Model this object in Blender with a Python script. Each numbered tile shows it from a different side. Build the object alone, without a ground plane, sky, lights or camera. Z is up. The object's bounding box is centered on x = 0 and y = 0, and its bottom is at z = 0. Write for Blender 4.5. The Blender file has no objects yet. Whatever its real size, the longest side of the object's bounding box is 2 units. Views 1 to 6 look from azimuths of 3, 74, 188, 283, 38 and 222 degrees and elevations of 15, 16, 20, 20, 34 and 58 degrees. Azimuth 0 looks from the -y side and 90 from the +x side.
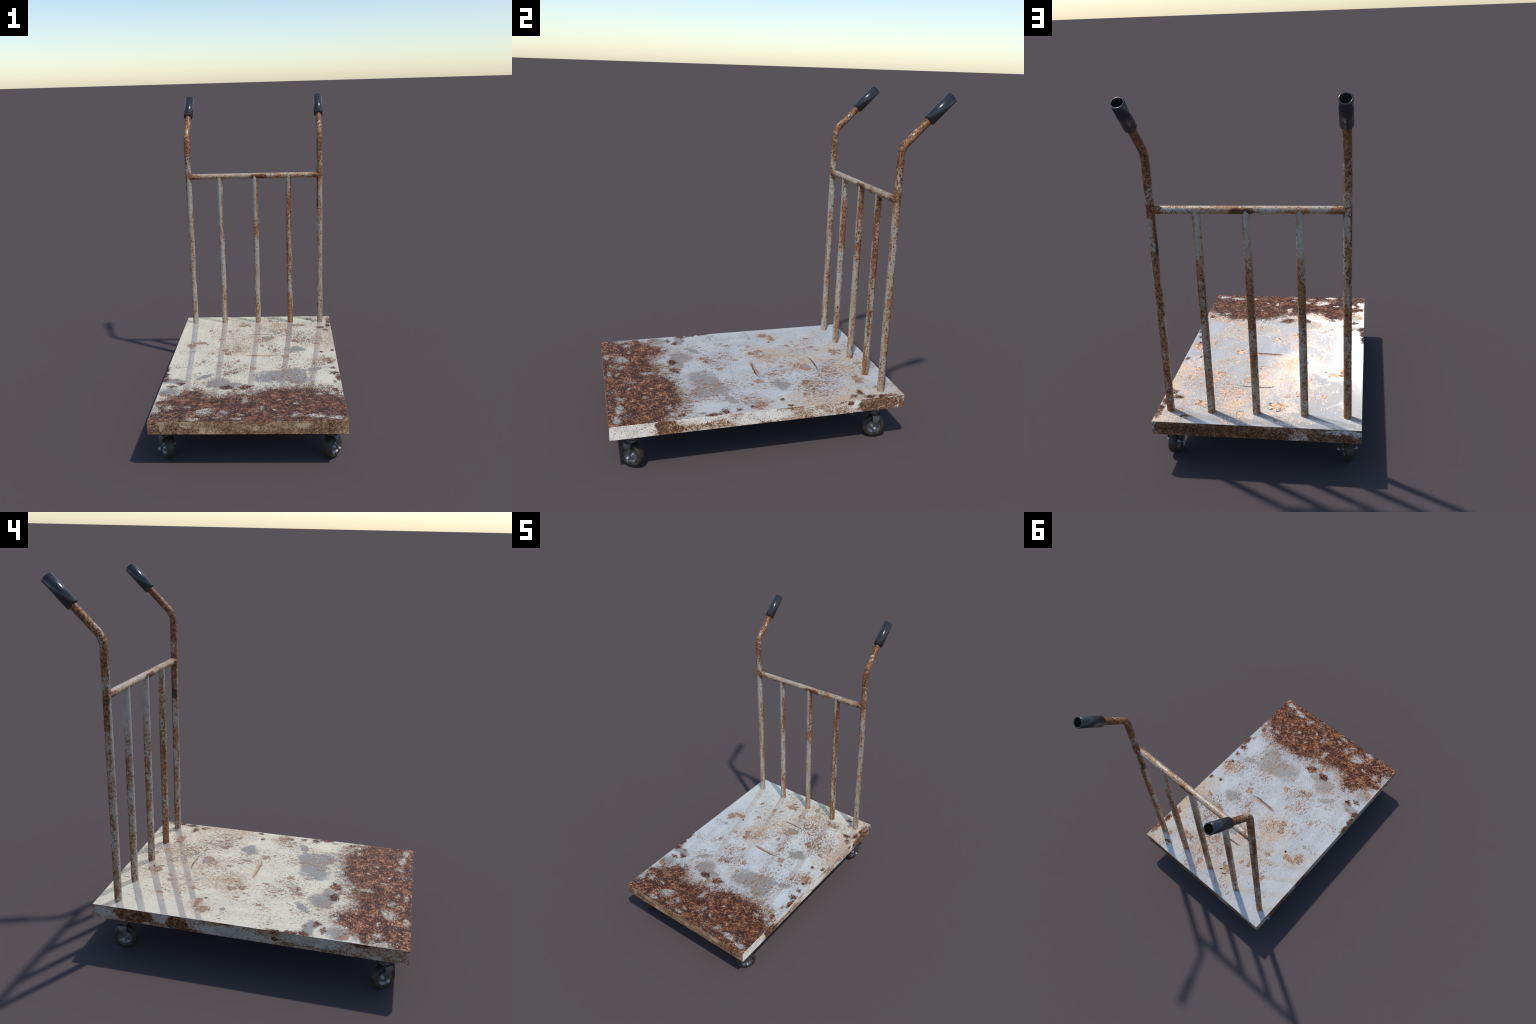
"""Rusty flat-bed push cart: deck slab, tubular push rail, two grips, four swivel casters."""
import bpy, bmesh, math
from mathutils import Vector, Matrix

# ------------------------------------------------------------------ sizes (metres)
DECK_X, DECK_Y0, DECK_Y1 = 0.558, -0.928, 0.752       # half width, front edge, back edge
DECK_Z0, DECK_Z1 = 0.2095, 0.289
TUBE_R = 0.0212
POST_Y, BAR_Z = 0.6345, 1.429
UPRIGHT_X, SLAT_X = 0.4815, (-0.2535, 0.0060, 0.2535)
GRIP_R, GRIP_BORE = 0.0320, 0.0252
GRIP_A, GRIP_B = (0.780, 1.853), (0.9072, 1.9795)     # (y, z) of both grip ends
WHEEL_R = 0.0677


# ------------------------------------------------------------------ node helper
class Nodes:
    """Short expressions for building a node tree."""

    def __init__(self, name):
        self.mat = bpy.data.materials.new(name)
        self.mat.use_nodes = True
        self.nt = self.mat.node_tree
        self.nt.nodes.clear()
        self.out = self.n("ShaderNodeOutputMaterial")
        self.bsdf = self.n("ShaderNodeBsdfPrincipled")
        self.nt.links.new(self.bsdf.outputs[0], self.out.inputs[0])
        self.tc = self.n("ShaderNodeTexCoord")
        self.geo = self.n("ShaderNodeNewGeometry")

    def n(self, kind, **kw):
        node = self.nt.nodes.new(kind)
        for k, v in kw.items():
            setattr(node, k, v)
        return node

    def put(self, sock, v):
        if isinstance(v, bpy.types.NodeSocket):
            self.nt.links.new(v, sock)
        elif v is not None:
            if sock.type == "RGBA" and len(v) == 3:
                v = (*v, 1.0)
            sock.default_value = v

    def m(self, op, a, b=None, c=None, clamp=False):
        node = self.n("ShaderNodeMath", operation=op, use_clamp=clamp)
        for i, v in enumerate((a, b, c)):
            self.put(node.inputs[i], v)
        return node.outputs[0]

    def add(self, *v):
        r = v[0]
        for x in v[1:]:
            r = self.m("ADD", r, x)
        return r

    def mul(self, *v):
        r = v[0]
        for x in v[1:]:
            r = self.m("MULTIPLY", r, x)
        return r

    def least(self, *v):
        r = v[0]
        for x in v[1:]:
            r = self.m("MINIMUM", r, x)
        return r

    def most(self, *v):
        r = v[0]
        for x in v[1:]:
            r = self.m("MAXIMUM", r, x)
        return r

    def inv(self, a):
        return self.m("SUBTRACT", 1.0, a)

    def vm(self, op, a, b=None, scale=None, c=None):
        node = self.n("ShaderNodeVectorMath", operation=op)
        self.put(node.inputs[0], a)
        if b is not None:
            self.put(node.inputs[1], b)
        if c is not None:
            self.put(node.inputs[2], c)
        if scale is not None:
            self.put(node.inputs["Scale"], scale)
        return node.outputs["Value"] if op in ("LENGTH", "DOT_PRODUCT", "DISTANCE") else node.outputs["Vector"]

    def xyz(self, v):
        node = self.n("ShaderNodeSeparateXYZ")
        self.put(node.inputs[0], v)
        return node.outputs

    def vec(self, x, y, z):
        node = self.n("ShaderNodeCombineXYZ")
        for i, v in enumerate((x, y, z)):
            self.put(node.inputs[i], v)
        return node.outputs[0]

    def step(self, v, lo, hi, a=0.0, b=1.0):
        node = self.n("ShaderNodeMapRange", interpolation_type="SMOOTHSTEP")
        self.put(node.inputs["Value"], v)
        if lo > hi:
            lo, hi, a, b = hi, lo, b, a
        node.inputs["From Min"].default_value, node.inputs["From Max"].default_value = lo, hi
        node.inputs["To Min"].default_value, node.inputs["To Max"].default_value = a, b
        return node.outputs["Result"]

    def noise(self, v, scale, detail=3.0, rough=0.55, dist=0.0, w=None, colour=False):
        node = self.n("ShaderNodeTexNoise", noise_dimensions="4D" if w is not None else "3D")
        self.put(node.inputs["Vector"], v)
        if w is not None:
            self.put(node.inputs["W"], w)
        for k, x in (("Scale", scale), ("Detail", detail), ("Roughness", rough), ("Distortion", dist)):
            node.inputs[k].default_value = x
        return node.outputs["Color" if colour else "Fac"]

    def cells(self, v, scale, feature="F1", rnd=1.0, out="Distance"):
        node = self.n("ShaderNodeTexVoronoi", feature=feature)
        self.put(node.inputs["Vector"], v)
        node.inputs["Scale"].default_value = scale
        node.inputs["Randomness"].default_value = rnd
        return node.outputs[out]

    def stretch(self, v, scale, rot=0.0, loc=(0, 0, 0)):
        node = self.n("ShaderNodeMapping", vector_type="POINT")
        self.put(node.inputs[0], v)
        node.inputs["Scale"].default_value = scale
        node.inputs["Rotation"].default_value = (0, 0, rot)
        node.inputs["Location"].default_value = loc
        return node.outputs[0]

    def ramp(self, fac, stops):
        node = self.n("ShaderNodeValToRGB")
        el = node.color_ramp.elements
        while len(el) < len(stops):
            el.new(0.5)
        for e, (p, c) in zip(el, stops):
            e.position, e.color = p, (*c, 1.0)
        self.put(node.inputs[0], fac)
        return node.outputs["Color"]

    def jitter(self, v, scale, detail, rough, w=0.0):
        """A wandering 2D offset, each component around zero."""
        a = self.m("SUBTRACT", self.noise(v, scale, detail, rough, w=w + 0.3), 0.5)
        b = self.m("SUBTRACT", self.noise(v, scale, detail, rough, w=w + 17.9), 0.5)
        return self.vec(a, b, 0.0)

    def rgb(self, c):
        node = self.n("ShaderNodeSeparateColor")
        self.put(node.inputs[0], c)
        return node.outputs

    def curve(self, v, lo, hi, pts):
        """Piecewise-smooth y(v); pts are (v, y) pairs, y between 0 and 1."""
        node = self.n("ShaderNodeFloatCurve")
        c = node.mapping.curves[0]
        while len(c.points) < len(pts):
            c.points.new(0.5, 0.5)
        for p, (x, y) in zip(c.points, pts):
            p.location = ((x - lo) / (hi - lo), y)
        node.mapping.update()
        self.put(node.inputs["Value"], self.m("DIVIDE", self.m("SUBTRACT", v, lo), hi - lo))
        return node.outputs[0]

    def mix(self, fac, a, b):
        node = self.n("ShaderNodeMix", data_type="RGBA")
        self.put(node.inputs[0], fac)
        self.put(node.inputs[6], a)
        self.put(node.inputs[7], b)
        return node.outputs[2]

    def mixf(self, fac, a, b):
        node = self.n("ShaderNodeMix", data_type="FLOAT")
        self.put(node.inputs[0], fac)
        self.put(node.inputs[2], a)
        self.put(node.inputs[3], b)
        return node.outputs[0]

    def blob(self, p, u, v, ru, rv, rot=0.0):
        """Elliptic distance: 0 in the middle of a stain, 1 on its rim."""
        if not rot:
            return self.vm("LENGTH", self.vm("MULTIPLY_ADD", p, (1 / ru, 1 / rv, 0.0), c=(-u / ru, -v / rv, 0.0)))
        co, si = math.cos(math.radians(rot)), math.sin(math.radians(rot))
        a = self.m("SUBTRACT", self.vm("DOT_PRODUCT", p, (co / ru, si / ru, 0.0)), (co * u + si * v) / ru)
        b = self.m("SUBTRACT", self.vm("DOT_PRODUCT", p, (-si / rv, co / rv, 0.0)), (-si * u + co * v) / rv)
        return self.m("SQRT", self.m("MULTIPLY_ADD", a, a, self.m("MULTIPLY", b, b)))

    def blobs(self, p, items):
        r = self.blob(p, *items[0])
        for i in items[1:]:
            r = self.m("MINIMUM", r, self.blob(p, *i))
        return r

    def set(self, **kw):
        for k, v in kw.items():
            self.put(self.bsdf.inputs[k.replace("_", " ")], v)

    def bump(self, height, distance, strength=1.0, lean=None):
        """lean: offset of the shading normal, the warp of a dished, polished sheet."""
        node = self.n("ShaderNodeBump")
        if lean:
            self.put(node.inputs["Normal"], self.vm("NORMALIZE", self.vm("ADD", self.geo.outputs["Normal"], lean)))
        node.inputs["Strength"].default_value = strength
        node.inputs["Distance"].default_value = distance
        self.put(node.inputs["Height"], height)
        self.put(self.bsdf.inputs["Normal"], node.outputs[0])


# ------------------------------------------------------------------ colours
PAINT = (0.70, 0.685, 0.645)
PAINT_HORIZON = (0.695, 0.665, 0.605)  # deck paint with the low sky's cream reflection mixed into its colour
PAINT_COOL = (0.60, 0.597, 0.572)
GREY = (0.25, 0.23, 0.205)
TAN = (0.62, 0.41, 0.235)
CREAM = (0.55, 0.38, 0.26)
RUST_DARK = (0.062, 0.017, 0.009)
RUST_MID = (0.26, 0.075, 0.026)
RUST_ORANGE = (0.46, 0.175, 0.068)


def rust_look(g, p, shift=0.0):
    """Colour and height of crumbly rust: dark pits, brown crumbs, orange flakes, pale grains."""
    lump = g.noise(p, 17, 4, 0.6)
    crumb = g.noise(p, 48, 4, 0.66)
    grain = g.noise(p, 98, 3, 0.75)
    t = g.add(g.mul(lump, 0.55), g.mul(crumb, 0.75), g.mul(grain, 0.55), -0.925 + shift)
    t = g.add(g.mul(t, 2.05), 0.465)
    col = g.ramp(t, [(0.26, RUST_DARK), (0.42, (0.105, 0.031, 0.014)), (0.53, RUST_MID),
                     (0.68, RUST_ORANGE), (0.82, CREAM)])
    return col, lump, crumb, grain


# ------------------------------------------------------------------ deck top
def deck_top_material():
    g = Nodes("rusty_painted_deck")
    raw = g.tc.outputs["Object"]
    x, y, z = g.xyz(raw)
    flat = g.vec(x, y, 0.0)
    p = g.vm("ADD", flat, g.vm("SCALE", g.jitter(flat, 13, 4, 0.6), scale=0.050))
    p = g.vm("ADD", p, g.vm("SCALE", g.jitter(flat, 70, 3, 0.65), scale=0.026))
    rag = g.add(g.mul(g.noise(flat, 34, 6, 0.72), 2.0), -1.0)          # coarse-to-fine fraying, +-0.5
    fray = g.add(g.mul(g.noise(flat, 130, 4, 0.75, w=2.0), 2.0), -1.0)  # grain-sized fraying
    along = g.stretch(flat, (1.0, 0.50, 1.0))                          # marks drawn out along the deck

    # --- heavy rust across the front end; its back rim wanders with x
    rim = g.curve(x, -0.56, 0.56, RIM)
    rim = g.add(g.mul(rim, 0.5), -0.91)
    depth = g.m("SUBTRACT", rim, y)                       # > 0 inside the rust
    worn = g.step(g.add(g.blobs(p, HOLES), g.mul(rag, 0.8), g.mul(fray, 0.9)), 1.15, 0.40)
    moth = g.step(g.noise(flat, 24, 4, 0.6, w=3.1), 0.54, 0.72)
    field = g.add(g.m("MINIMUM", g.mul(depth, 8.0), 0.62), g.mul(rag, 0.95), g.mul(fray, 1.15), g.mul(worn, -0.80), g.mul(moth, -0.30))
    field = g.m("MINIMUM", field, g.add(g.mul(depth, 40.0), 1.2, g.mul(rag, 1.2)))
    deep = g.step(g.add(field, 0.0), -0.05, 0.30)
    isl = g.add(g.blobs(p, ISLANDS), g.mul(rag, 1.15), g.mul(fray, 1.0), 0.18)
    rust = g.most(deep, g.step(isl, 1.08, 0.80))
    rust_rim = g.mul(g.step(isl, 1.30, 1.0), g.step(rust, 0.6, 0.2))

    # --- paint: white, the horizon sky's cream reflection put into the colour towards the handle
    tone = g.noise(g.stretch(flat, (18, 5, 1)), 1.0, 5, 0.62, w=1.5)
    warm = g.step(g.add(y, g.mul(g.noise(flat, 3, 2), 0.5), g.mul(x, -0.12)), 0.15, 0.75)
    col = g.mix(g.step(tone, 0.36, 0.66), g.mix(warm, PAINT, PAINT_HORIZON), PAINT_COOL)
    col = g.mix(g.mul(g.step(g.noise(flat, 150, 4, 0.75), 0.46, 0.66), 0.22), col, (0.42, 0.39, 0.35))

    # --- broad warm staining towards the back and along the right edge
    cloud = g.noise(g.stretch(flat, (8, 4.2, 1)), 1.0, 5, 0.65)
    sgrain = g.noise(flat, 95, 5, 0.78, w=0.7)
    stain = g.step(g.add(g.blobs(p, STAINS), g.mul(rag, 0.7)), 1.35, 0.35)
    stain = g.mul(stain, g.step(g.add(g.mul(cloud, 0.8), g.mul(sgrain, 1.4)), 1.02, 1.22))
    edge = g.mul(g.step(g.add(x, g.mul(rag, 0.09)), 0.43, 0.53), g.step(g.add(y, g.mul(rag, 0.16)), 0.06, 0.20),
                 g.step(g.add(sgrain, g.mul(cloud, 0.25)), 0.49, 0.68))
    stain = g.most(stain, g.mul(edge, 0.95))
    col = g.mix(g.mul(stain, 0.86), col, TAN)
    bare = g.mul(stain, 0.85)

    # --- bare grey patches where the paint has gone down to primer
    streak = g.add(g.mul(g.noise(g.stretch(flat, (26, 8, 1)), 1.0, 6, 0.68), 1.7), -0.85)
    grey = g.step(g.add(g.blobs(p, GREYS), streak, g.mul(fray, 0.70), g.mul(rag, 0.35)), 1.12, 0.66)
    halo = g.mul(g.step(g.add(depth, g.mul(rag, 0.14)), -0.13, -0.005), g.step(streak, -0.25, 0.15))
    grey = g.most(grey, g.mul(halo, 0.50), g.mul(worn, 0.35))
    grey_col = g.mix(g.step(g.noise(flat, 120, 4, 0.75), 0.42, 0.6), GREY, (0.33, 0.305, 0.275))
    col = g.mix(g.mul(grey, 0.84), col, grey_col)

    # --- stains and blisters in the paint
    quiet = g.step(g.add(x, g.mul(y, -0.62)), -0.86, -0.52)            # clean corner at the back left
    crowd = g.noise(flat, 4.2, 3, 0.55, w=7.7)
    dens = g.add(g.mul(crowd, 0.34), g.mul(quiet, 0.07), g.mul(g.step(depth, -0.22, 0.0), 0.05), -0.228)
    tan_col = g.ramp(g.add(g.mul(g.noise(flat, 120, 4, 0.75), 0.75), g.mul(g.noise(flat, 30, 3), 0.5), -0.125),
                     [(0.33, (0.11, 0.038, 0.015)), (0.44, (0.36, 0.145, 0.055)), (0.55, (0.56, 0.270, 0.120)), (0.72, (0.66, 0.47, 0.30))])
    v = g.stretch(p, (21, 12, 1))
    chance = g.rgb(g.cells(v, 1.0, out="Color"))
    size = g.mul(g.step(g.add(chance[0], g.mul(dens, 1.5)), 0.74, 1.02), g.add(0.14, g.mul(chance[1], 0.30)), quiet)
    d = g.m("SUBTRACT", g.add(g.cells(v, 1.0), g.mul(rag, 0.26), g.mul(fray, 0.14)), size)
    spot = g.step(d, 0.01, -0.07)
    dark = g.mul(g.step(g.m("ABSOLUTE", d), 0.05, 0.0), g.step(size, 0.05, 0.15), 0.45)
    nd = g.add(g.blobs(p, NAMED), g.mul(rag, 1.15), g.mul(fray, 0.95), 0.26)
    spot = g.most(spot, g.step(nd, 1.08, 0.80))
    dark = g.most(dark, g.mul(g.step(nd, 0.76, 0.98), g.step(nd, 1.20, 1.0), g.step(g.noise(flat, 45, 3), 0.46, 0.58), 0.8))
    col = g.mix(g.mul(spot, g.step(g.noise(flat, 85, 4, 0.75, w=3.0), 0.34, 0.56, 0.35, 0.92)), col, tan_col)

    # --- scuffs, crumbs and pin specks
    scuff = g.step(g.add(g.noise(along, 66, 5, 0.68, w=4.4), dens), 0.585, 0.635)
    pits = g.step(g.add(g.noise(along, 105, 4, 0.7, w=9.0), g.mul(dens, 0.9)), 0.598, 0.645)
    specks = g.step(g.add(g.noise(along, 150, 3, 0.7), g.mul(dens, 0.6)), 0.578, 0.640)
    dust = g.step(g.add(g.noise(along, 92, 5, 0.78, w=2.2), dens), 0.50, 0.66)
    col = g.mix(g.mul(dust, 0.48), col, (0.48, 0.335, 0.215))
    col = g.mix(g.mul(scuff, 0.80), col, tan_col)
    tint = g.noise(flat, 33, 2, 0.5, w=1.2)
    crumb_col = g.ramp(tint, [(0.38, (0.075, 0.035, 0.022)), (0.52, (0.17, 0.075, 0.038)), (0.66, (0.33, 0.15, 0.07))])
    col = g.mix(g.mul(pits, 0.88), col, crumb_col)
    col = g.mix(g.mul(specks, 0.62), col, (0.12, 0.075, 0.055))
    bare = g.most(bare, g.mul(spot, 0.7), g.mul(scuff, 0.7), pits)

    # --- two long scratches across the deck, one big chip
    def scratch(cx, cy, half, bow, thick):
        dx = g.m("SUBTRACT", x, cx)
        mid = g.add(cy, g.mul(dx, dx, bow), g.mul(g.noise(flat, 18, 3), 0.022), -0.011)
        off = g.add(g.m("ABSOLUTE", g.m("SUBTRACT", y, mid)), g.mul(fray, 0.007), g.mul(rag, 0.005))
        end = g.m("ABSOLUTE", g.m("DIVIDE", dx, half))
        w = g.mul(g.inv(g.step(end, 0.5, 1.05)), thick)
        return g.mul(g.step(g.m("SUBTRACT", off, w), 0.003, -0.002), g.step(end, 1.05, 0.9))
    col = g.mix(g.mul(g.most(scratch(0.035, -0.022, 0.105, 0.7, 0.0135), g.mul(scratch(0.048, 0.374, 0.105, -1.2, 0.0065), 0.6)), 0.72), col, (0.40, 0.21, 0.095))
    dark = g.most(dark, g.mul(scratch(0.048, 0.372, 0.110, -1.2, 0.0042), 0.95), g.mul(scratch(0.070, -0.030, 0.120, 0.9, 0.0046), 0.85))
    chip = g.add(g.blob(p, 0.088, 0.296, 0.046, 0.034, -12), g.mul(rag, 0.60), g.mul(fray, 0.30))
    inner = g.step(g.add(g.blob(p, 0.074, 0.306, 0.030, 0.021, -12), g.mul(rag, 0.8)), 1.05, 0.85)
    chip_m = g.step(chip, 1.04, 0.92)
    col = g.mix(g.mul(chip_m, 0.92), col, g.mix(g.step(g.add(g.noise(flat, 120, 4, 0.75), g.mul(rag, 0.15)), 0.42, 0.58), g.mix(inner, (0.34, 0.16, 0.08), (0.27, 0.25, 0.22)), g.mix(inner, (0.50, 0.32, 0.20), (0.36, 0.34, 0.31))))
    dark = g.most(dark, g.mul(g.step(chip, 0.86, 0.97), g.step(chip, 1.12, 1.0), 0.35), g.mul(rust_rim, 0.35))
    col = g.mix(dark, col, (0.095, 0.045, 0.028))
    black = g.step(g.add(g.blobs(p, BLACKS), g.mul(rag, 0.8), g.mul(fray, 0.7)), 1.2, 0.5)
    col = g.mix(black, col, (0.02, 0.012, 0.01))

    # --- rust on top of it all
    rust_col, lump, crumb, grain = rust_look(g, flat, 0.0)
    core = g.step(g.add(g.mul(field, 0.5), g.mul(g.noise(flat, 6, 3, w=4.0), 2.2), -1.2), 0.1, 0.9)   # darker in the thick of it
    rust_col = g.mix(g.mul(core, 0.42), rust_col, g.mix(g.step(grain, 0.42, 0.64), (0.050, 0.015, 0.009), (0.21, 0.080, 0.042)))
    pale = g.mul(g.step(g.add(g.noise(flat, 9, 3, w=8.0), g.mul(grain, 1.1), g.mul(core, -0.10)), 1.16, 1.26), 0.70)
    rust_col = g.mix(pale, rust_col, (0.54, 0.42, 0.33))
    col = g.mix(rust, col, rust_col)
    seat = g.blob(flat, 0.018, -0.893, 0.030, 0.024)
    ring = g.step(g.m("ABSOLUTE", g.m("SUBTRACT", seat, 0.85)), 0.24, 0.12)
    col = g.mix(g.mul(g.step(seat, 1.0, 0.9), 0.7), col, (0.36, 0.13, 0.05))
    ring2 = g.step(g.m("ABSOLUTE", g.m("SUBTRACT", g.blob(flat, -0.148, -0.838, 0.030, 0.022), 0.8)), 0.2, 0.08)
    col = g.mix(g.mul(ring2, 0.75), col, (0.24, 0.26, 0.28))

    metal = g.most(rust, g.mul(spot, 0.7), g.mul(g.most(scuff, pits), 0.8))
    bare = g.most(bare, rust, chip_m)
    height = g.add(g.mul(rust, g.add(-0.80, g.mul(lump, 0.5), g.mul(crumb, 0.9), g.mul(grain, 0.30))),
                   g.mul(g.most(bare, grey), g.m("SUBTRACT", g.noise(flat, 75, 4, 0.7), 0.5), 0.060), g.mul(dark, -0.05), g.mul(ring, 0.12))
    g.set(Base_Color=col, Metallic=g.mixf(metal, 0.22, 0.52), Roughness=g.mixf(g.step(g.add(g.most(bare, g.mul(grey, 0.9), g.mul(specks, 0.7), g.mul(dust, 0.45)), g.mul(sgrain, 1.6), -0.80), 0.38, 0.43), g.add(0.035, g.mul(tone, 0.03)), 0.50))
    g.bump(height, 0.020, lean=(0.315, 0.47, 0.0))
    return g.mat


# stain layouts on the deck, in deck metres: x, y, half width, half length, turn
RIM = [(-0.56, 0.16), (-0.50, 0.42), (-0.44, 0.62), (-0.33, 0.78), (-0.27, 0.62), (-0.20, 0.57),
       (-0.10, 0.63), (0.0, 0.66), (0.08, 0.80), (0.18, 0.82), (0.27, 0.80), (0.36, 0.83),
       (0.42, 0.74), (0.48, 0.68), (0.56, 0.58)]
ISLANDS = [
    (-0.151, -0.505, 0.045, 0.034), (-0.036, -0.505, 0.058, 0.036, 20), (-0.493, -0.490, 0.030, 0.022),
    (-0.440, -0.452, 0.028, 0.024), (-0.518, -0.700, 0.040, 0.026, 30), (-0.548, -0.395, 0.030, 0.040),
    (-0.553, -0.330, 0.022, 0.055), (-0.556, -0.250, 0.018, 0.050), (0.520, -0.304, 0.036, 0.032),
    (0.517, -0.224, 0.022, 0.020), (0.548, -0.375, 0.026, 0.044), (0.513, -0.545, 0.022, 0.020),
        (0.477, 0.507, 0.034, 0.026), (0.513, 0.455, 0.026, 0.022), (0.545, 0.640, 0.026, 0.075),
    (0.535, 0.540, 0.020, 0.040), (0.535, 0.067, 0.026, 0.013, 50),
    (-0.480, -0.395, 0.016, 0.012), (0.400, 0.690, 0.020, 0.010), (0.500, -0.150, 0.014, 0.014)]
HOLES = [
    (-0.249, -0.812, 0.068, 0.044, 20), (-0.313, -0.905, 0.050, 0.026), (-0.135, -0.822, 0.034, 0.022),
    (-0.169, -0.872, 0.030, 0.018), (-0.038, -0.852, 0.024, 0.016), (-0.022, -0.679, 0.024, 0.055),
    (0.078, -0.775, 0.018, 0.034), (0.176, -0.672, 0.018, 0.012), (0.273, -0.712, 0.022, 0.018),
    (0.268, -0.855, 0.034, 0.030), (0.377, -0.862, 0.062, 0.026, -5), (0.490, -0.880, 0.055, 0.024),
    (0.420, -0.600, 0.032, 0.018), (-0.470, -0.770, 0.036, 0.036), (-0.530, -0.800, 0.030, 0.034),
    (-0.360, -0.760, 0.022, 0.014), (-0.060, -0.900, 0.055, 0.016), (0.150, -0.800, 0.016, 0.012)]
GREYS = [
    (0.130, -0.355, 0.125, 0.100, 10), (0.250, -0.300, 0.105, 0.070, 20), (0.290, -0.400, 0.090, 0.080),
    (0.288, 0.083, 0.066, 0.064), (-0.215, -0.440, 0.090, 0.066, 30), (-0.150, -0.480, 0.10, 0.055),
    (-0.300, -0.350, 0.055, 0.030, 40), (-0.480, -0.420, 0.075, 0.035), (-0.420, 0.060, 0.022, 0.016),
    (0.400, -0.250, 0.055, 0.030, 20), (-0.500, -0.560, 0.060, 0.06)]
NAMED = [
    (-0.454, 0.163, 0.044, 0.038), (-0.385, 0.210, 0.055, 0.026), (-0.205, 0.076, 0.024, 0.036),
    (-0.180, 0.010, 0.024, 0.028), (0.207, -0.035, 0.038, 0.036), (0.250, -0.085, 0.024, 0.014),
    (-0.254, 0.285, 0.018, 0.028), (-0.347, 0.442, 0.016, 0.022), (-0.196, 0.420, 0.018, 0.030),
    (0.488, -0.093, 0.046, 0.050), (-0.095, 0.560, 0.06, 0.04), (0.310, 0.560, 0.07, 0.035),
    (-0.164, -0.315, 0.034, 0.024), (-0.111, -0.296, 0.022, 0.018), (0.010, -0.233, 0.026, 0.020), (0.462, 0.036, 0.022, 0.018),
    (0.405, -0.154, 0.014, 0.020), (0.440, 0.180, 0.03, 0.016), (0.350, 0.300, 0.018, 0.03), (0.050, 0.150, 0.020, 0.024)]
STAINS = [
    (0.500, 0.560, 0.13, 0.30), (0.500, 0.220, 0.095, 0.22), (0.060, 0.560, 0.30, 0.15), (-0.060, 0.330, 0.20, 0.22),
    (-0.130, 0.110, 0.17, 0.18), (0.490, -0.090, 0.08, 0.07), (-0.390, 0.190, 0.12, 0.07), (0.300, 0.560, 0.12, 0.10)]
BLACKS = [(-0.339, 0.178, 0.011, 0.009), (-0.104, 0.603, 0.018, 0.006, 15), (-0.066, 0.592, 0.009, 0.005),
          (0.513, 0.470, 0.013, 0.013), (0.455, 0.043, 0.008, 0.010)]


# ------------------------------------------------------------------ deck sides
def deck_side_material(name, axis, solid, light, amount, warmth, base=PAINT, lean=None):
    """axis: which Object coordinate runs along the side; solid: dark rust blobs, light: clean blobs (u, v, ru, rv)."""
    g = Nodes(name)
    raw = g.tc.outputs["Object"]
    xyz = g.xyz(raw)
    flat = g.vec(xyz[axis], xyz[2], 0.37 * axis + len(name) * 0.11)
    wob = g.jitter(flat, 22, 4, 0.62)
    p = g.vm("ADD", g.vec(xyz[axis], xyz[2], 0.0), g.vm("MULTIPLY", wob, (0.05, 0.05, 0.0)))
    rag = g.add(g.mul(g.noise(flat, 45, 5, 0.68), 1.2), -0.6)
    heavy = g.step(g.add(g.blobs(p, solid), g.mul(rag, 0.55)), 1.05, 0.92)
    clean = g.step(g.add(g.blobs(p, light), rag), 1.25, 0.75) if light else 0.0
    big = g.noise(g.stretch(flat, (9, 15, 1)), 1.0, 4, 0.6)
    mid = g.noise(flat, 48, 5, 0.7)
    fine = g.noise(flat, 115, 4, 0.8)
    haze = g.mul(g.step(g.add(g.mul(big, 0.9), g.mul(fine, 0.45), amount), 0.52, 0.92), g.inv(g.mul(clean, 0.85)))
    patch = g.mul(g.step(g.add(g.mul(big, 0.6), g.mul(mid, 0.9), amount * 0.9), 0.90, 0.99), g.inv(clean))
    speck = g.step(g.add(fine, g.mul(big, 0.25), amount * 0.35), 0.735, 0.79)
    crumbs = g.mul(g.step(g.add(g.mul(fine, 0.85), g.mul(mid, 0.55), g.mul(haze, 0.16), amount * 0.4), 0.78, 0.86), g.inv(g.mul(clean, 0.6)))
    lump = g.noise(flat, 34, 5, 0.68, w=5.0)
    grain = g.noise(flat, 120, 3, 0.78, w=6.0)
    rust_col = g.ramp(g.add(g.mul(lump, 0.6), g.mul(grain, 0.95), -0.26 + warmth),
                      [(0.34, (0.030, 0.011, 0.006)), (0.48, (0.095, 0.036, 0.016)), (0.58, (0.21, 0.090, 0.036)),
                       (0.70, (0.46, 0.29, 0.17))])
    col = g.mix(g.step(g.noise(flat, 14, 3), 0.44, 0.66), base, tuple(0.8 * b for b in base))
    col = g.mix(g.mul(haze, 0.75), col, g.ramp(g.add(g.mul(lump, 0.6), g.mul(grain, 0.5)),
                                               [(0.42, (0.33, 0.14, 0.050)), (0.68, (0.56, 0.365, 0.20))]))
    col = g.mix(g.mul(crumbs, 0.7), col, (0.22, 0.085, 0.030))
    col = g.mix(g.mul(patch, 0.85), col, rust_col)
    col = g.mix(heavy, col, rust_col)
    col = g.mix(g.mul(speck, 0.8), col, (0.06, 0.025, 0.014))
    bare = g.most(heavy, patch, g.mul(haze, 0.4))
    g.set(Base_Color=col, Metallic=g.mixf(bare, 0.04, 0.35), Roughness=g.mixf(bare, 0.38, 0.52))
    g.bump(g.add(g.mul(bare, g.add(lump, grain)), g.mul(fine, 0.15), g.mul(speck, -0.5)), 0.003, lean=lean)
    return g.mat


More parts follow.
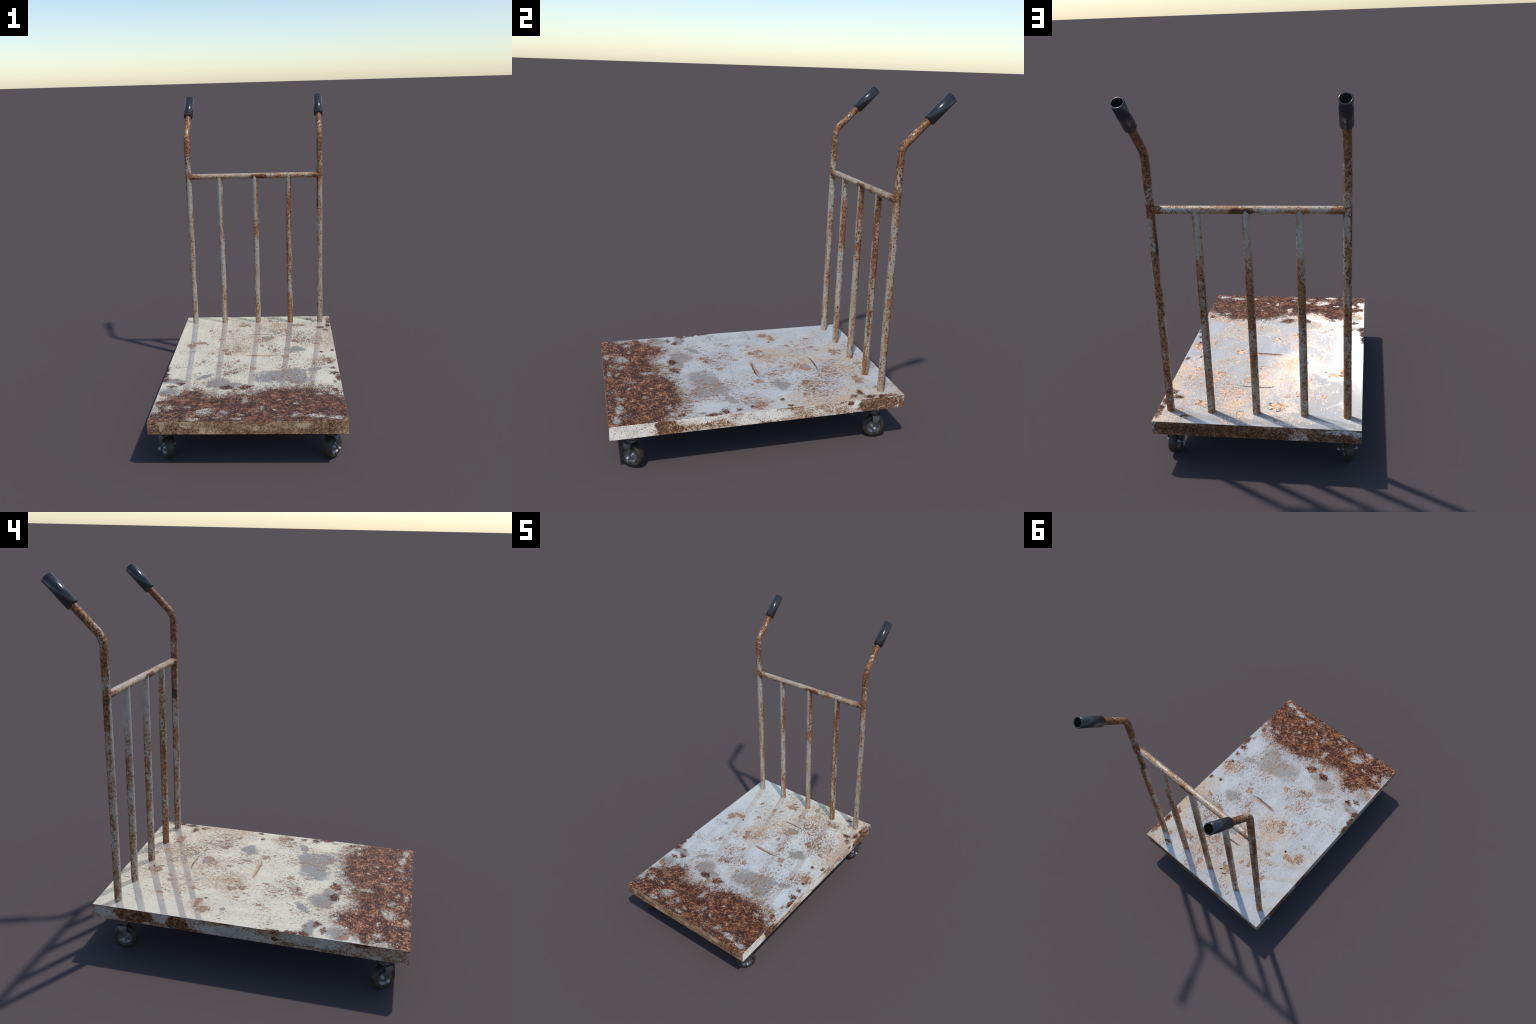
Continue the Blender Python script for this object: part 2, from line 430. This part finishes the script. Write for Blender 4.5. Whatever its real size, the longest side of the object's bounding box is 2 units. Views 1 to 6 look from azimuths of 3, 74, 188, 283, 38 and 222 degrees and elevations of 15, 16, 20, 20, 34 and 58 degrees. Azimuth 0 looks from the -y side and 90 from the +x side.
def deck_underside_material():
    g = Nodes("rusty_underside")
    raw = g.tc.outputs["Object"]
    col, h, crumb, grain = rust_look(g, raw)
    g.set(Base_Color=g.mix(g.step(g.noise(raw, 7, 4), 0.4, 0.6), col, (0.35, 0.33, 0.30)), Roughness=0.6, Metallic=0.2)
    g.bump(h, 0.003)
    return g.mat


# ------------------------------------------------------------------ tubes
def tube_material(name, along, rust_bias, grime=0.0):
    """Painted steel tube, rust patches that change from one flank to the next. along: 0 = x, 2 = z.
    rust_bias(g, position, normal) -> extra rust amount."""
    g = Nodes(name)
    raw = g.geo.outputs["Position"]
    pos = g.xyz(raw)
    nrm = g.xyz(g.geo.outputs["True Normal"])
    across = (1, 2) if along == 0 else (0, 1)
    # four flanks, each with its own pattern, meeting along the tube
    flank = g.add(g.mul(g.step(g.add(nrm[across[0]], nrm[across[1]]), -0.02, 0.02), 3.7),
                  g.mul(g.step(g.m("SUBTRACT", nrm[across[0]], nrm[across[1]]), -0.02, 0.02), 8.3))
    sc = (1, 1, 1)
    flat = g.stretch(raw, (0.42, 1, 1) if along == 0 else (1, 1, 0.42))
    big = g.noise(flat, 19, 3, 0.55, w=flank)
    mid = g.noise(raw, 60, 5, 0.68, w=flank)
    fine = g.noise(raw, 125, 3, 0.75)
    bias = rust_bias(g, pos, nrm)
    haze = g.step(g.add(g.mul(big, 0.9), g.mul(mid, 0.35), g.mul(fine, 0.25), bias, grime), 0.60, 0.86)
    patch = g.step(g.add(g.mul(big, 0.65), g.mul(mid, 0.70), g.mul(fine, 0.35), bias), 0.89, 0.955)
    blot = g.step(g.add(g.mul(mid, 0.8), g.mul(fine, 0.5), g.mul(bias, 0.5)), 0.715, 0.78)
    speck = g.step(g.add(fine, g.mul(mid, 0.3), g.mul(bias, 0.35)), 0.735, 0.80)
    tint = g.noise(raw, 9, 2, 0.5, w=flank)
    rust_col = g.ramp(g.add(g.mul(mid, 0.55), g.mul(fine, 0.5), g.mul(tint, 0.45), -0.20),
                      [(0.32, (0.030, 0.010, 0.006)), (0.39, (0.13, 0.042, 0.015)), (0.48, (0.34, 0.125, 0.038)),
                       (0.62, (0.42, 0.20, 0.085)), (0.80, (0.45, 0.33, 0.22))])
    col = g.mix(g.step(g.noise(raw, 24, 3, 0.6, w=flank), 0.40, 0.62), (0.49, 0.445, 0.37), (0.40, 0.395, 0.37))
    col = g.mix(g.mul(haze, 0.78), col, (0.43, 0.285, 0.165))
    col = g.mix(g.mul(patch, 0.92), col, rust_col)
    col = g.mix(g.mul(blot, 0.85), col, (0.10, 0.038, 0.018))
    col = g.mix(g.mul(speck, 0.75), col, (0.05, 0.025, 0.016))
    bare = g.most(patch, blot, g.mul(haze, 0.5))
    g.set(Base_Color=col, Metallic=g.mixf(bare, 0.05, 0.35), Roughness=g.mixf(bare, 0.40, 0.5))
    g.bump(g.add(g.mul(mid, 0.5), g.mul(fine, 0.35), g.mul(patch, 0.25), g.mul(blot, -0.35)), 0.0028)
    return g, col


def upright_bias(g, p, n):
    x, y, z = p
    b = g.mul(g.step(z, 1.46, 1.56), 0.13)                                            # bend and handle
    b = g.add(b, g.mul(g.step(g.m("ABSOLUTE", g.m("SUBTRACT", z, 1.43)), 0.06, 0.015), 0.13))   # weld
    b = g.add(b, g.mul(g.step(z, 1.80, 1.84), 0.05))
    b = g.add(b, g.mul(g.step(n[1], 0.3, 0.6), g.step(x, -0.1, 0.1), 0.03))
    b = g.add(b, g.mul(g.step(n[1], 0.2, 0.6), g.step(z, 1.4, 1.2), 0.075))
    b = g.add(b, g.mul(g.step(n[0], -0.3, -0.6), 0.03))
    b = g.add(b, g.mul(g.step(n[0], -0.5, -0.75), g.step(z, 1.24, 1.27), g.step(z, 1.42, 1.40), 0.15))
    return g.add(b, 0.012)


def slat_bias(g, p, n):
    x, y, z = p
    b = g.mul(g.step(g.m("ABSOLUTE", g.m("SUBTRACT", z, 0.94)), 0.26, 0.05), g.step(n[1], 0.2, 0.6), 0.085)
    b = g.add(b, g.mul(g.step(n[1], 0.2, 0.6), g.step(z, 1.15, 1.05), 0.03))
    b = g.add(b, g.mul(g.step(n[0], -0.3, -0.6), g.step(z, 1.25, 1.1), 0.05))
    b = g.add(b, g.mul(g.step(n[0], 0.3, 0.6), g.step(z, 0.92, 1.05), 0.10))
    b = g.add(b, g.mul(g.step(x, 0.15, 0.2), g.step(n[1], 0.0, -0.4), 0.055))
    b = g.add(b, g.mul(g.step(x, 0.15, 0.2), g.step(n[0], 0.3, 0.6), 0.03))
    b = g.add(b, g.mul(g.step(n[1], 0.3, 0.6), g.step(z, 1.15, 1.25), -0.09))
    b = g.add(b, g.mul(g.step(g.add(n[0], n[1]), -0.3, -0.6), g.step(x, 0.2, 0.15), g.step(z, 1.1, 1.2), -0.10))
    b = g.add(b, g.mul(g.step(z, 0.36, 0.30), 0.05))
    return g.add(b, 0.005)


def bar_bias(g, p, n):
    x, y, z = p
    b = g.mul(g.step(g.m("ABSOLUTE", x), 0.38, 0.46), 0.17)
    b = g.add(b, g.mul(g.step(g.m("ABSOLUTE", g.m("SUBTRACT", x, 0.03)), 0.075, 0.03), g.step(n[2], 0.8, 0.4), 0.32))
    b = g.add(b, g.mul(g.step(n[2], 0.2, -0.3), 0.03))
    return g.add(b, 0.008)


# ------------------------------------------------------------------ plain materials
def grip_material():
    g = Nodes("black_plastic_grip")
    raw = g.tc.outputs["Object"]
    g.set(Base_Color=g.mix(g.noise(raw, 60, 3), (0.020, 0.022, 0.025), (0.030, 0.032, 0.036)),
          Roughness=g.mixf(g.noise(raw, 25, 3), 0.24, 0.32), Specular_IOR_Level=0.55)
    # the sleeve is softly barrelled: its surface turns towards either end
    t = g.m("SUBTRACT", g.m("DIVIDE", g.xyz(raw)[2], length), 0.45)
    n = g.vm("ADD", g.geo.outputs["Normal"], g.vm("SCALE", tuple(grip_dir), scale=g.mul(t, 1.1)))
    g.put(g.bsdf.inputs["Normal"], g.vm("NORMALIZE", n))
    return g.mat


def bore_material():
    g = Nodes("dark_grip_bore")
    raw = g.tc.outputs["Object"]
    g.set(Base_Color=g.mix(g.noise(raw, 40, 2), (0.004, 0.004, 0.004), (0.007, 0.007, 0.007)), Roughness=0.95, Specular_IOR_Level=0.0)
    return g.mat


def tyre_material():
    g = Nodes("worn_black_rubber")
    raw = g.tc.outputs["Object"]
    g.set(Base_Color=g.mix(g.step(g.noise(raw, 45, 4, 0.6), 0.4, 0.65), (0.030, 0.023, 0.016), (0.052, 0.040, 0.027)),
          Roughness=0.55)
    g.bump(g.noise(raw, 180, 3), 0.0008)
    return g.mat


def steel_material(name, dull, lit):
    g = Nodes(name)
    raw = g.tc.outputs["Object"]
    g.set(Base_Color=g.mix(g.step(g.noise(raw, 60, 4, 0.6), 0.35, 0.65), dull, lit), Metallic=0.85,
          Roughness=g.mixf(g.noise(raw, 40, 3), 0.42, 0.56))
    g.bump(g.noise(raw, 220, 3), 0.0006)
    return g.mat


# ------------------------------------------------------------------ mesh helpers
def new_object(name, bm, mats, parent, smooth=True, angle=40):
    me = bpy.data.meshes.new(name)
    bmesh.ops.recalc_face_normals(bm, faces=bm.faces)
    bm.to_mesh(me)
    bm.free()
    for m in mats:
        me.materials.append(m)
    if smooth:
        me.shade_smooth()
        me.set_sharp_from_angle(angle=math.radians(angle))
    ob = bpy.data.objects.new(name, me)
    bpy.context.scene.collection.objects.link(ob)
    ob.parent = parent
    return ob


def rings(bm, loops, closed_ends=True, mat=0, wrap=False):
    vs = [[bm.verts.new(c) for c in loop] for loop in loops]
    pairs = list(zip(vs, vs[1:])) + ([(vs[-1], vs[0])] if wrap else [])
    for a, b in pairs:
        for i in range(len(a)):
            j = (i + 1) % len(a)
            f = bm.faces.new((a[i], a[j], b[j], b[i]))
            f.material_index = mat
    if closed_ends and not wrap:
        for loop in (vs[0], vs[-1]):
            f = bm.faces.new(loop)
            f.material_index = mat
    return vs


def sweep(bm, path, radius, seg=32):
    """Round tube along a path that lies in a plane of constant x (or runs along x)."""
    loops = []
    for i, p in enumerate(path):
        a, b = path[max(i - 1, 0)], path[min(i + 1, len(path) - 1)]
        t = (b - a).normalized()
        u = Vector((1, 0, 0)) if abs(t.x) < 0.5 else Vector((0, 1, 0))
        v = t.cross(u).normalized()
        loops.append([p + radius * (math.cos(k) * u + math.sin(k) * v)
                      for k in (2 * math.pi * j / seg for j in range(seg))])
    rings(bm, loops)


def lathe(bm, profile, axis="x", seg=40, mat=0, wrap=False, ends=True):
    """profile: (station along axis, radius)."""
    loops = []
    for s, r in profile:
        loops.append([Vector((s, r * math.cos(k), r * math.sin(k))) if axis == "x" else
                      Vector((r * math.cos(k), r * math.sin(k), s))
                      for k in (2 * math.pi * j / seg for j in range(seg))])
    return rings(bm, loops, ends, mat, wrap)


# ------------------------------------------------------------------ build
cart = bpy.data.objects.new("platform_cart", None)
bpy.context.scene.collection.objects.link(cart)
cart["label"] = "rusty white-painted flat platform push cart with tubular rail"
cart["category"] = "hand cart"

# deck: one slab, slightly broken edges
bm = bmesh.new()
bmesh.ops.create_cube(bm, size=1.0, matrix=Matrix.Translation((0, (DECK_Y0 + DECK_Y1) / 2, (DECK_Z0 + DECK_Z1) / 2))
                      @ Matrix.Diagonal((2 * DECK_X, DECK_Y1 - DECK_Y0, DECK_Z1 - DECK_Z0, 1)))
bmesh.ops.bevel(bm, geom=bm.edges[:], offset=0.0022, segments=2, profile=0.5, affect="EDGES")
bm.normal_update()
for f in bm.faces:
    n = f.normal
    k = max(range(3), key=lambda i: abs(n[i]) + (0.02 if i != 2 else 0))
    f.material_index = {(2, True): 0, (2, False): 5, (1, False): 1, (1, True): 2, (0, True): 3, (0, False): 4}[(k, n[k] > 0)]
deck_mats = [
    deck_top_material(),
    deck_side_material("rusty_front_side", 0, [(-0.525, 0.250, 0.03, 0.04), (-0.410, 0.235, 0.018, 0.035), (0.470, 0.250, 0.025, 0.03)],
                       [(-0.480, 0.265, 0.02, 0.03), (-0.340, 0.272, 0.03, 0.02), (0.05, 0.25, 0.02, 0.02), (0.31, 0.27, 0.04, 0.015)],
                       0.13, 0.09, (0.58, 0.42, 0.26), (0.0, 0.0, 0.15)),
    deck_side_material("rusty_back_side", 0, [(0.22, 0.245, 0.16, 0.05), (-0.02, 0.23, 0.16, 0.045), (0.47, 0.25, 0.08, 0.045),
                                              (-0.46, 0.257, 0.018, 0.012), (-0.50, 0.225, 0.035, 0.014)],
                       [(0.554, 0.27, 0.03, 0.03), (-0.45, 0.275, 0.09, 0.016), (-0.54, 0.262, 0.04, 0.02)], 0.20, 0.045),
    deck_side_material("rusty_right_side", 1, [(0.590, 0.245, 0.125, 0.052), (0.735, 0.225, 0.02, 0.05), (-0.635, 0.260, 0.055, 0.060),
                                               (-0.590, 0.230, 0.05, 0.03), (0.415, 0.270, 0.02, 0.016)],
                       [(0.45, 0.26, 0.03, 0.03), (0.66, 0.28, 0.03, 0.02), (-0.10, 0.255, 0.16, 0.04), (-0.45, 0.275, 0.1, 0.02), (-0.83, 0.250, 0.14, 0.05)], 0.060, 0.03,
                       (0.70, 0.655, 0.57), (0.0, 0.0, 0.5)),
    deck_side_material("rusty_left_side", 1, [(0.520, 0.262, 0.11, 0.050), (0.455, 0.250, 0.05, 0.024), (0.275, 0.245, 0.06, 0.045),
                                              (0.20, 0.218, 0.04, 0.016), (-0.690, 0.280, 0.04, 0.018), (-0.255, 0.243, 0.02, 0.012)],
                       [(0.36, 0.265, 0.05, 0.03), (-0.02, 0.24, 0.20, 0.03), (-0.45, 0.26, 0.16, 0.03), (0.70, 0.26, 0.05, 0.03)], 0.07, 0.04, (0.56, 0.53, 0.47), (0.0, 0.0, -0.30)),
    deck_underside_material(),
]
deck = new_object("deck", bm, deck_mats, cart, smooth=True, angle=20)

# push rail
g, col = tube_material("rusty_upright_paint", 2, upright_bias)
pz = g.xyz(g.geo.outputs["Position"])
nn = g.xyz(g.geo.outputs["True Normal"])
burnt = g.mul(g.step(nn[0], -0.5, -0.72), g.step(pz[0], 0.0, 0.1),
              g.step(g.m("ABSOLUTE", g.m("SUBTRACT", g.add(pz[2], g.mul(g.noise(g.geo.outputs["Position"], 40), 0.03)), 1.235)), 0.034, 0.026))
g.set(Base_Color=g.mix(g.mul(burnt, 0.9), col, (0.016, 0.015, 0.014)))
upright_mat = g.mat
slat_mat = tube_material("rusty_slat_paint", 2, slat_bias)[0].mat
bar_mat = tube_material("rusty_bar_paint", 0, bar_bias, 0.03)[0].mat

grip_dir = Vector((0, GRIP_B[0] - GRIP_A[0], GRIP_B[1] - GRIP_A[1])).normalized()
corner_z = GRIP_A[1] - (GRIP_A[0] - POST_Y) * grip_dir.z / grip_dir.y
BEND_R = 0.095
turn = math.atan2(grip_dir.y, grip_dir.z)
tangent = BEND_R * math.tan(turn / 2)


def upright_path(x):
    path = [Vector((x, POST_Y, DECK_Z1 - 0.01)), Vector((x, POST_Y, corner_z - tangent))]
    for i in range(1, 9):
        a = turn * i / 8
        path.append(Vector((x, POST_Y + BEND_R * (1 - math.cos(a)), corner_z - tangent + BEND_R * math.sin(a))))
    path.append(Vector((x, GRIP_A[0], GRIP_A[1])) + grip_dir * 0.012)
    return path


def make_upright():
    b = bmesh.new()
    sweep(b, upright_path(0.0), TUBE_R)
    return b


upright = new_object("upright", make_upright(), [upright_mat], cart)
upright.location.x = -UPRIGHT_X
other = upright.copy()
other.location.x = UPRIGHT_X
bpy.context.scene.collection.objects.link(other)

bm = bmesh.new()
sweep(bm, [Vector((0, POST_Y, DECK_Z1 - 0.01)), Vector((0, POST_Y, BAR_Z))], TUBE_R * 0.985)
slat = new_object("slat", bm, [slat_mat], cart)
slat.location.x = SLAT_X[0]
for sx in SLAT_X[1:]:
    o = slat.copy()
    o.location.x = sx
    bpy.context.scene.collection.objects.link(o)

bm = bmesh.new()
sweep(bm, [Vector((-UPRIGHT_X, POST_Y, BAR_Z)), Vector((UPRIGHT_X, POST_Y, BAR_Z))], TUBE_R * 0.97)
new_object("crossbar", bm, [bar_mat], cart)

# grips: hollow sleeves with rolled ends
length = (Vector((0, *GRIP_B)) - Vector((0, *GRIP_A))).length
bm = bmesh.new()
e = 0.0035
outer = [(0.0, TUBE_R + 0.001), (0.0, GRIP_R - e), (e * 0.35, GRIP_R - e * 0.35), (e, GRIP_R), (length - e, GRIP_R),
         (length - e * 0.35, GRIP_R - e * 0.3), (length, GRIP_R - e), (length, GRIP_BORE + 0.0015), (length - 0.0012, GRIP_BORE)]
lathe(bm, outer, axis="z", seg=40, ends=False)
lathe(bm, [(length - 0.0012, GRIP_BORE), (0.030, GRIP_BORE - 0.001), (0.0301, 0.001)], axis="z", seg=40, mat=1, ends=True)
bmesh.ops.remove_doubles(bm, verts=bm.verts[:], dist=0.00005)
grip = new_object("grip", bm, [grip_material(), bore_material()], cart, angle=50)
grip.rotation_euler = (-turn, 0, 0)
grip.location = (-UPRIGHT_X, *GRIP_A)
o = grip.copy()
o.location.x = UPRIGHT_X
bpy.context.scene.collection.objects.link(o)

# casters --------------------------------------------------------------
# local frame: +x along the axle to the outer side, z up, wheel centre at the origin
fork_mat = steel_material("dull_galvanised_steel", (0.13, 0.12, 0.105), (0.23, 0.225, 0.215))
hub_mat = steel_material("bright_hub_steel", (0.24, 0.24, 0.24), (0.37, 0.375, 0.38))
bolt_mat = steel_material("worn_bolt_steel", (0.32, 0.31, 0.29), (0.52, 0.52, 0.52))
tyre_mat = tyre_material()

ARM_X, SHEET = 0.0385, 0.0042
CROWN = 0.150 - WHEEL_R                  # height of the fork crown over the axle


def make_fork():
    b = bmesh.new()
    # bent strip: (x, z, y of straight edge, y of tapered edge), up one arm, over the crown, down the other
    half = [(ARM_X, -0.010, -0.009, 0.009), (ARM_X, 0.006, -0.011, 0.012), (ARM_X, 0.045, -0.013, 0.021),
            (ARM_X, CROWN - 0.018, -0.014, 0.027), (ARM_X - 0.004, CROWN - 0.006, -0.016, 0.029),
            (ARM_X - 0.013, CROWN, -0.020, 0.031), (0.0, CROWN + 0.0005, -0.026, 0.036)]
    strip = half + [(-x, z, a, c) for x, z, a, c in reversed(half[:-1])]
    loops = []
    for i, (x, z, a, c) in enumerate(strip):
        p, q = strip[max(i - 1, 0)], strip[min(i + 1, len(strip) - 1)]
        t = Vector((q[0] - p[0], 0, q[1] - p[1])).normalized()
        nrm = Vector((t.z, 0, -t.x))
        o0, o1 = Vector((x, 0, z)), Vector((x, 0, z)) + nrm * SHEET
        loops.append([o0 + Vector((0, a, 0)), o0 + Vector((0, c, 0)), o1 + Vector((0, c, 0)), o1 + Vector((0, a, 0))])
    rings(b, loops)
    # swivel head and top plate
    top = DECK_Z0 - WHEEL_R
    lathe(b, [(CROWN + 0.001, 0.027), (CROWN + 0.006, 0.031), (CROWN + 0.016, 0.031), (CROWN + 0.020, 0.026), (top - 0.005, 0.026)],
          axis="z", seg=32)
    plate = bmesh.ops.create_cube(b, size=1.0, matrix=Matrix.Translation((0, 0.004, top - 0.0022)) @ Matrix.Diagonal((0.082, 0.082, 0.0048, 1)))
    bmesh.ops.bevel(b, geom=list({e for v in plate["verts"] for e in v.link_edges}), offset=0.001, segments=1, affect="EDGES")
    for sx in (-1, 1):
        for sy in (-1, 1):
            m = Matrix.Translation((sx * 0.031, 0.004 + sy * 0.031, top - 0.007))
            bmesh.ops.create_cone(b, cap_ends=True, segments=6, radius1=0.006, radius2=0.006, depth=0.006, matrix=m)
    return b


def make_tyre():
    b = bmesh.new()
    w, R, r = 0.0235, WHEEL_R, 0.041
    prof = [(-w + 0.004, r), (-w + 0.0015, r + 0.003), (-w, r + 0.010), (-w, R - 0.014), (-w + 0.002, R - 0.007), (-w + 0.006, R - 0.0025),
            (-w + 0.012, R - 0.0005), (0, R)]
    prof += [(-s, q) for s, q in reversed(prof[:-1])]
    lathe(b, prof, seg=56, wrap=True)
    return b


def make_hub():
    b = bmesh.new()
    prof = [(0.0185, 0.0415), (0.0215, 0.0405), (0.0215, 0.0375), (0.0165, 0.0350), (0.0130, 0.0300), (0.0135, 0.0235),
            (0.0190, 0.0190), (0.0220, 0.0165), (0.0270, 0.0140), (0.0300, 0.0110)]
    full = [(-s, q) for s, q in reversed(prof)] + prof
    lathe(b, full, seg=48)
    return b


def make_bolt():
    b = bmesh.new()
    for s in (-1, 1):
        prof = [(s * 0.034, 0.0105), (s * 0.0448, 0.0105), (s * 0.0450, 0.0086), (s * 0.0520, 0.0084), (s * 0.0548, 0.0060), (s * 0.0556, 0.002)]
        lathe(b, prof, seg=24)
    return b


made = {}
CASTERS = [(-0.479, -0.808, 218.0), (0.479, -0.808, 142.0), (0.480, 0.603, -10.0), (-0.480, 0.603, 10.0)]
for cx, cy, ang in CASTERS:
    if not made:
        made = {"caster": new_object("caster", make_fork(), [fork_mat], cart, angle=35)}
        made["tyre"] = new_object("tyre", make_tyre(), [tyre_mat], made["caster"], angle=60)
        made["hub"] = new_object("hub", make_hub(), [hub_mat], made["caster"], angle=35)
        made["axle_bolt"] = new_object("axle_bolt", make_bolt(), [bolt_mat], made["caster"], angle=40)
        c = made["caster"]
    else:
        c = made["caster"].copy()
        bpy.context.scene.collection.objects.link(c)
        for k in ("tyre", "hub", "axle_bolt"):
            o = made[k].copy()
            o.parent = c
            bpy.context.scene.collection.objects.link(o)
    c.location = (cx, cy, WHEEL_R)
    c.rotation_euler = (0, 0, math.radians(ang))
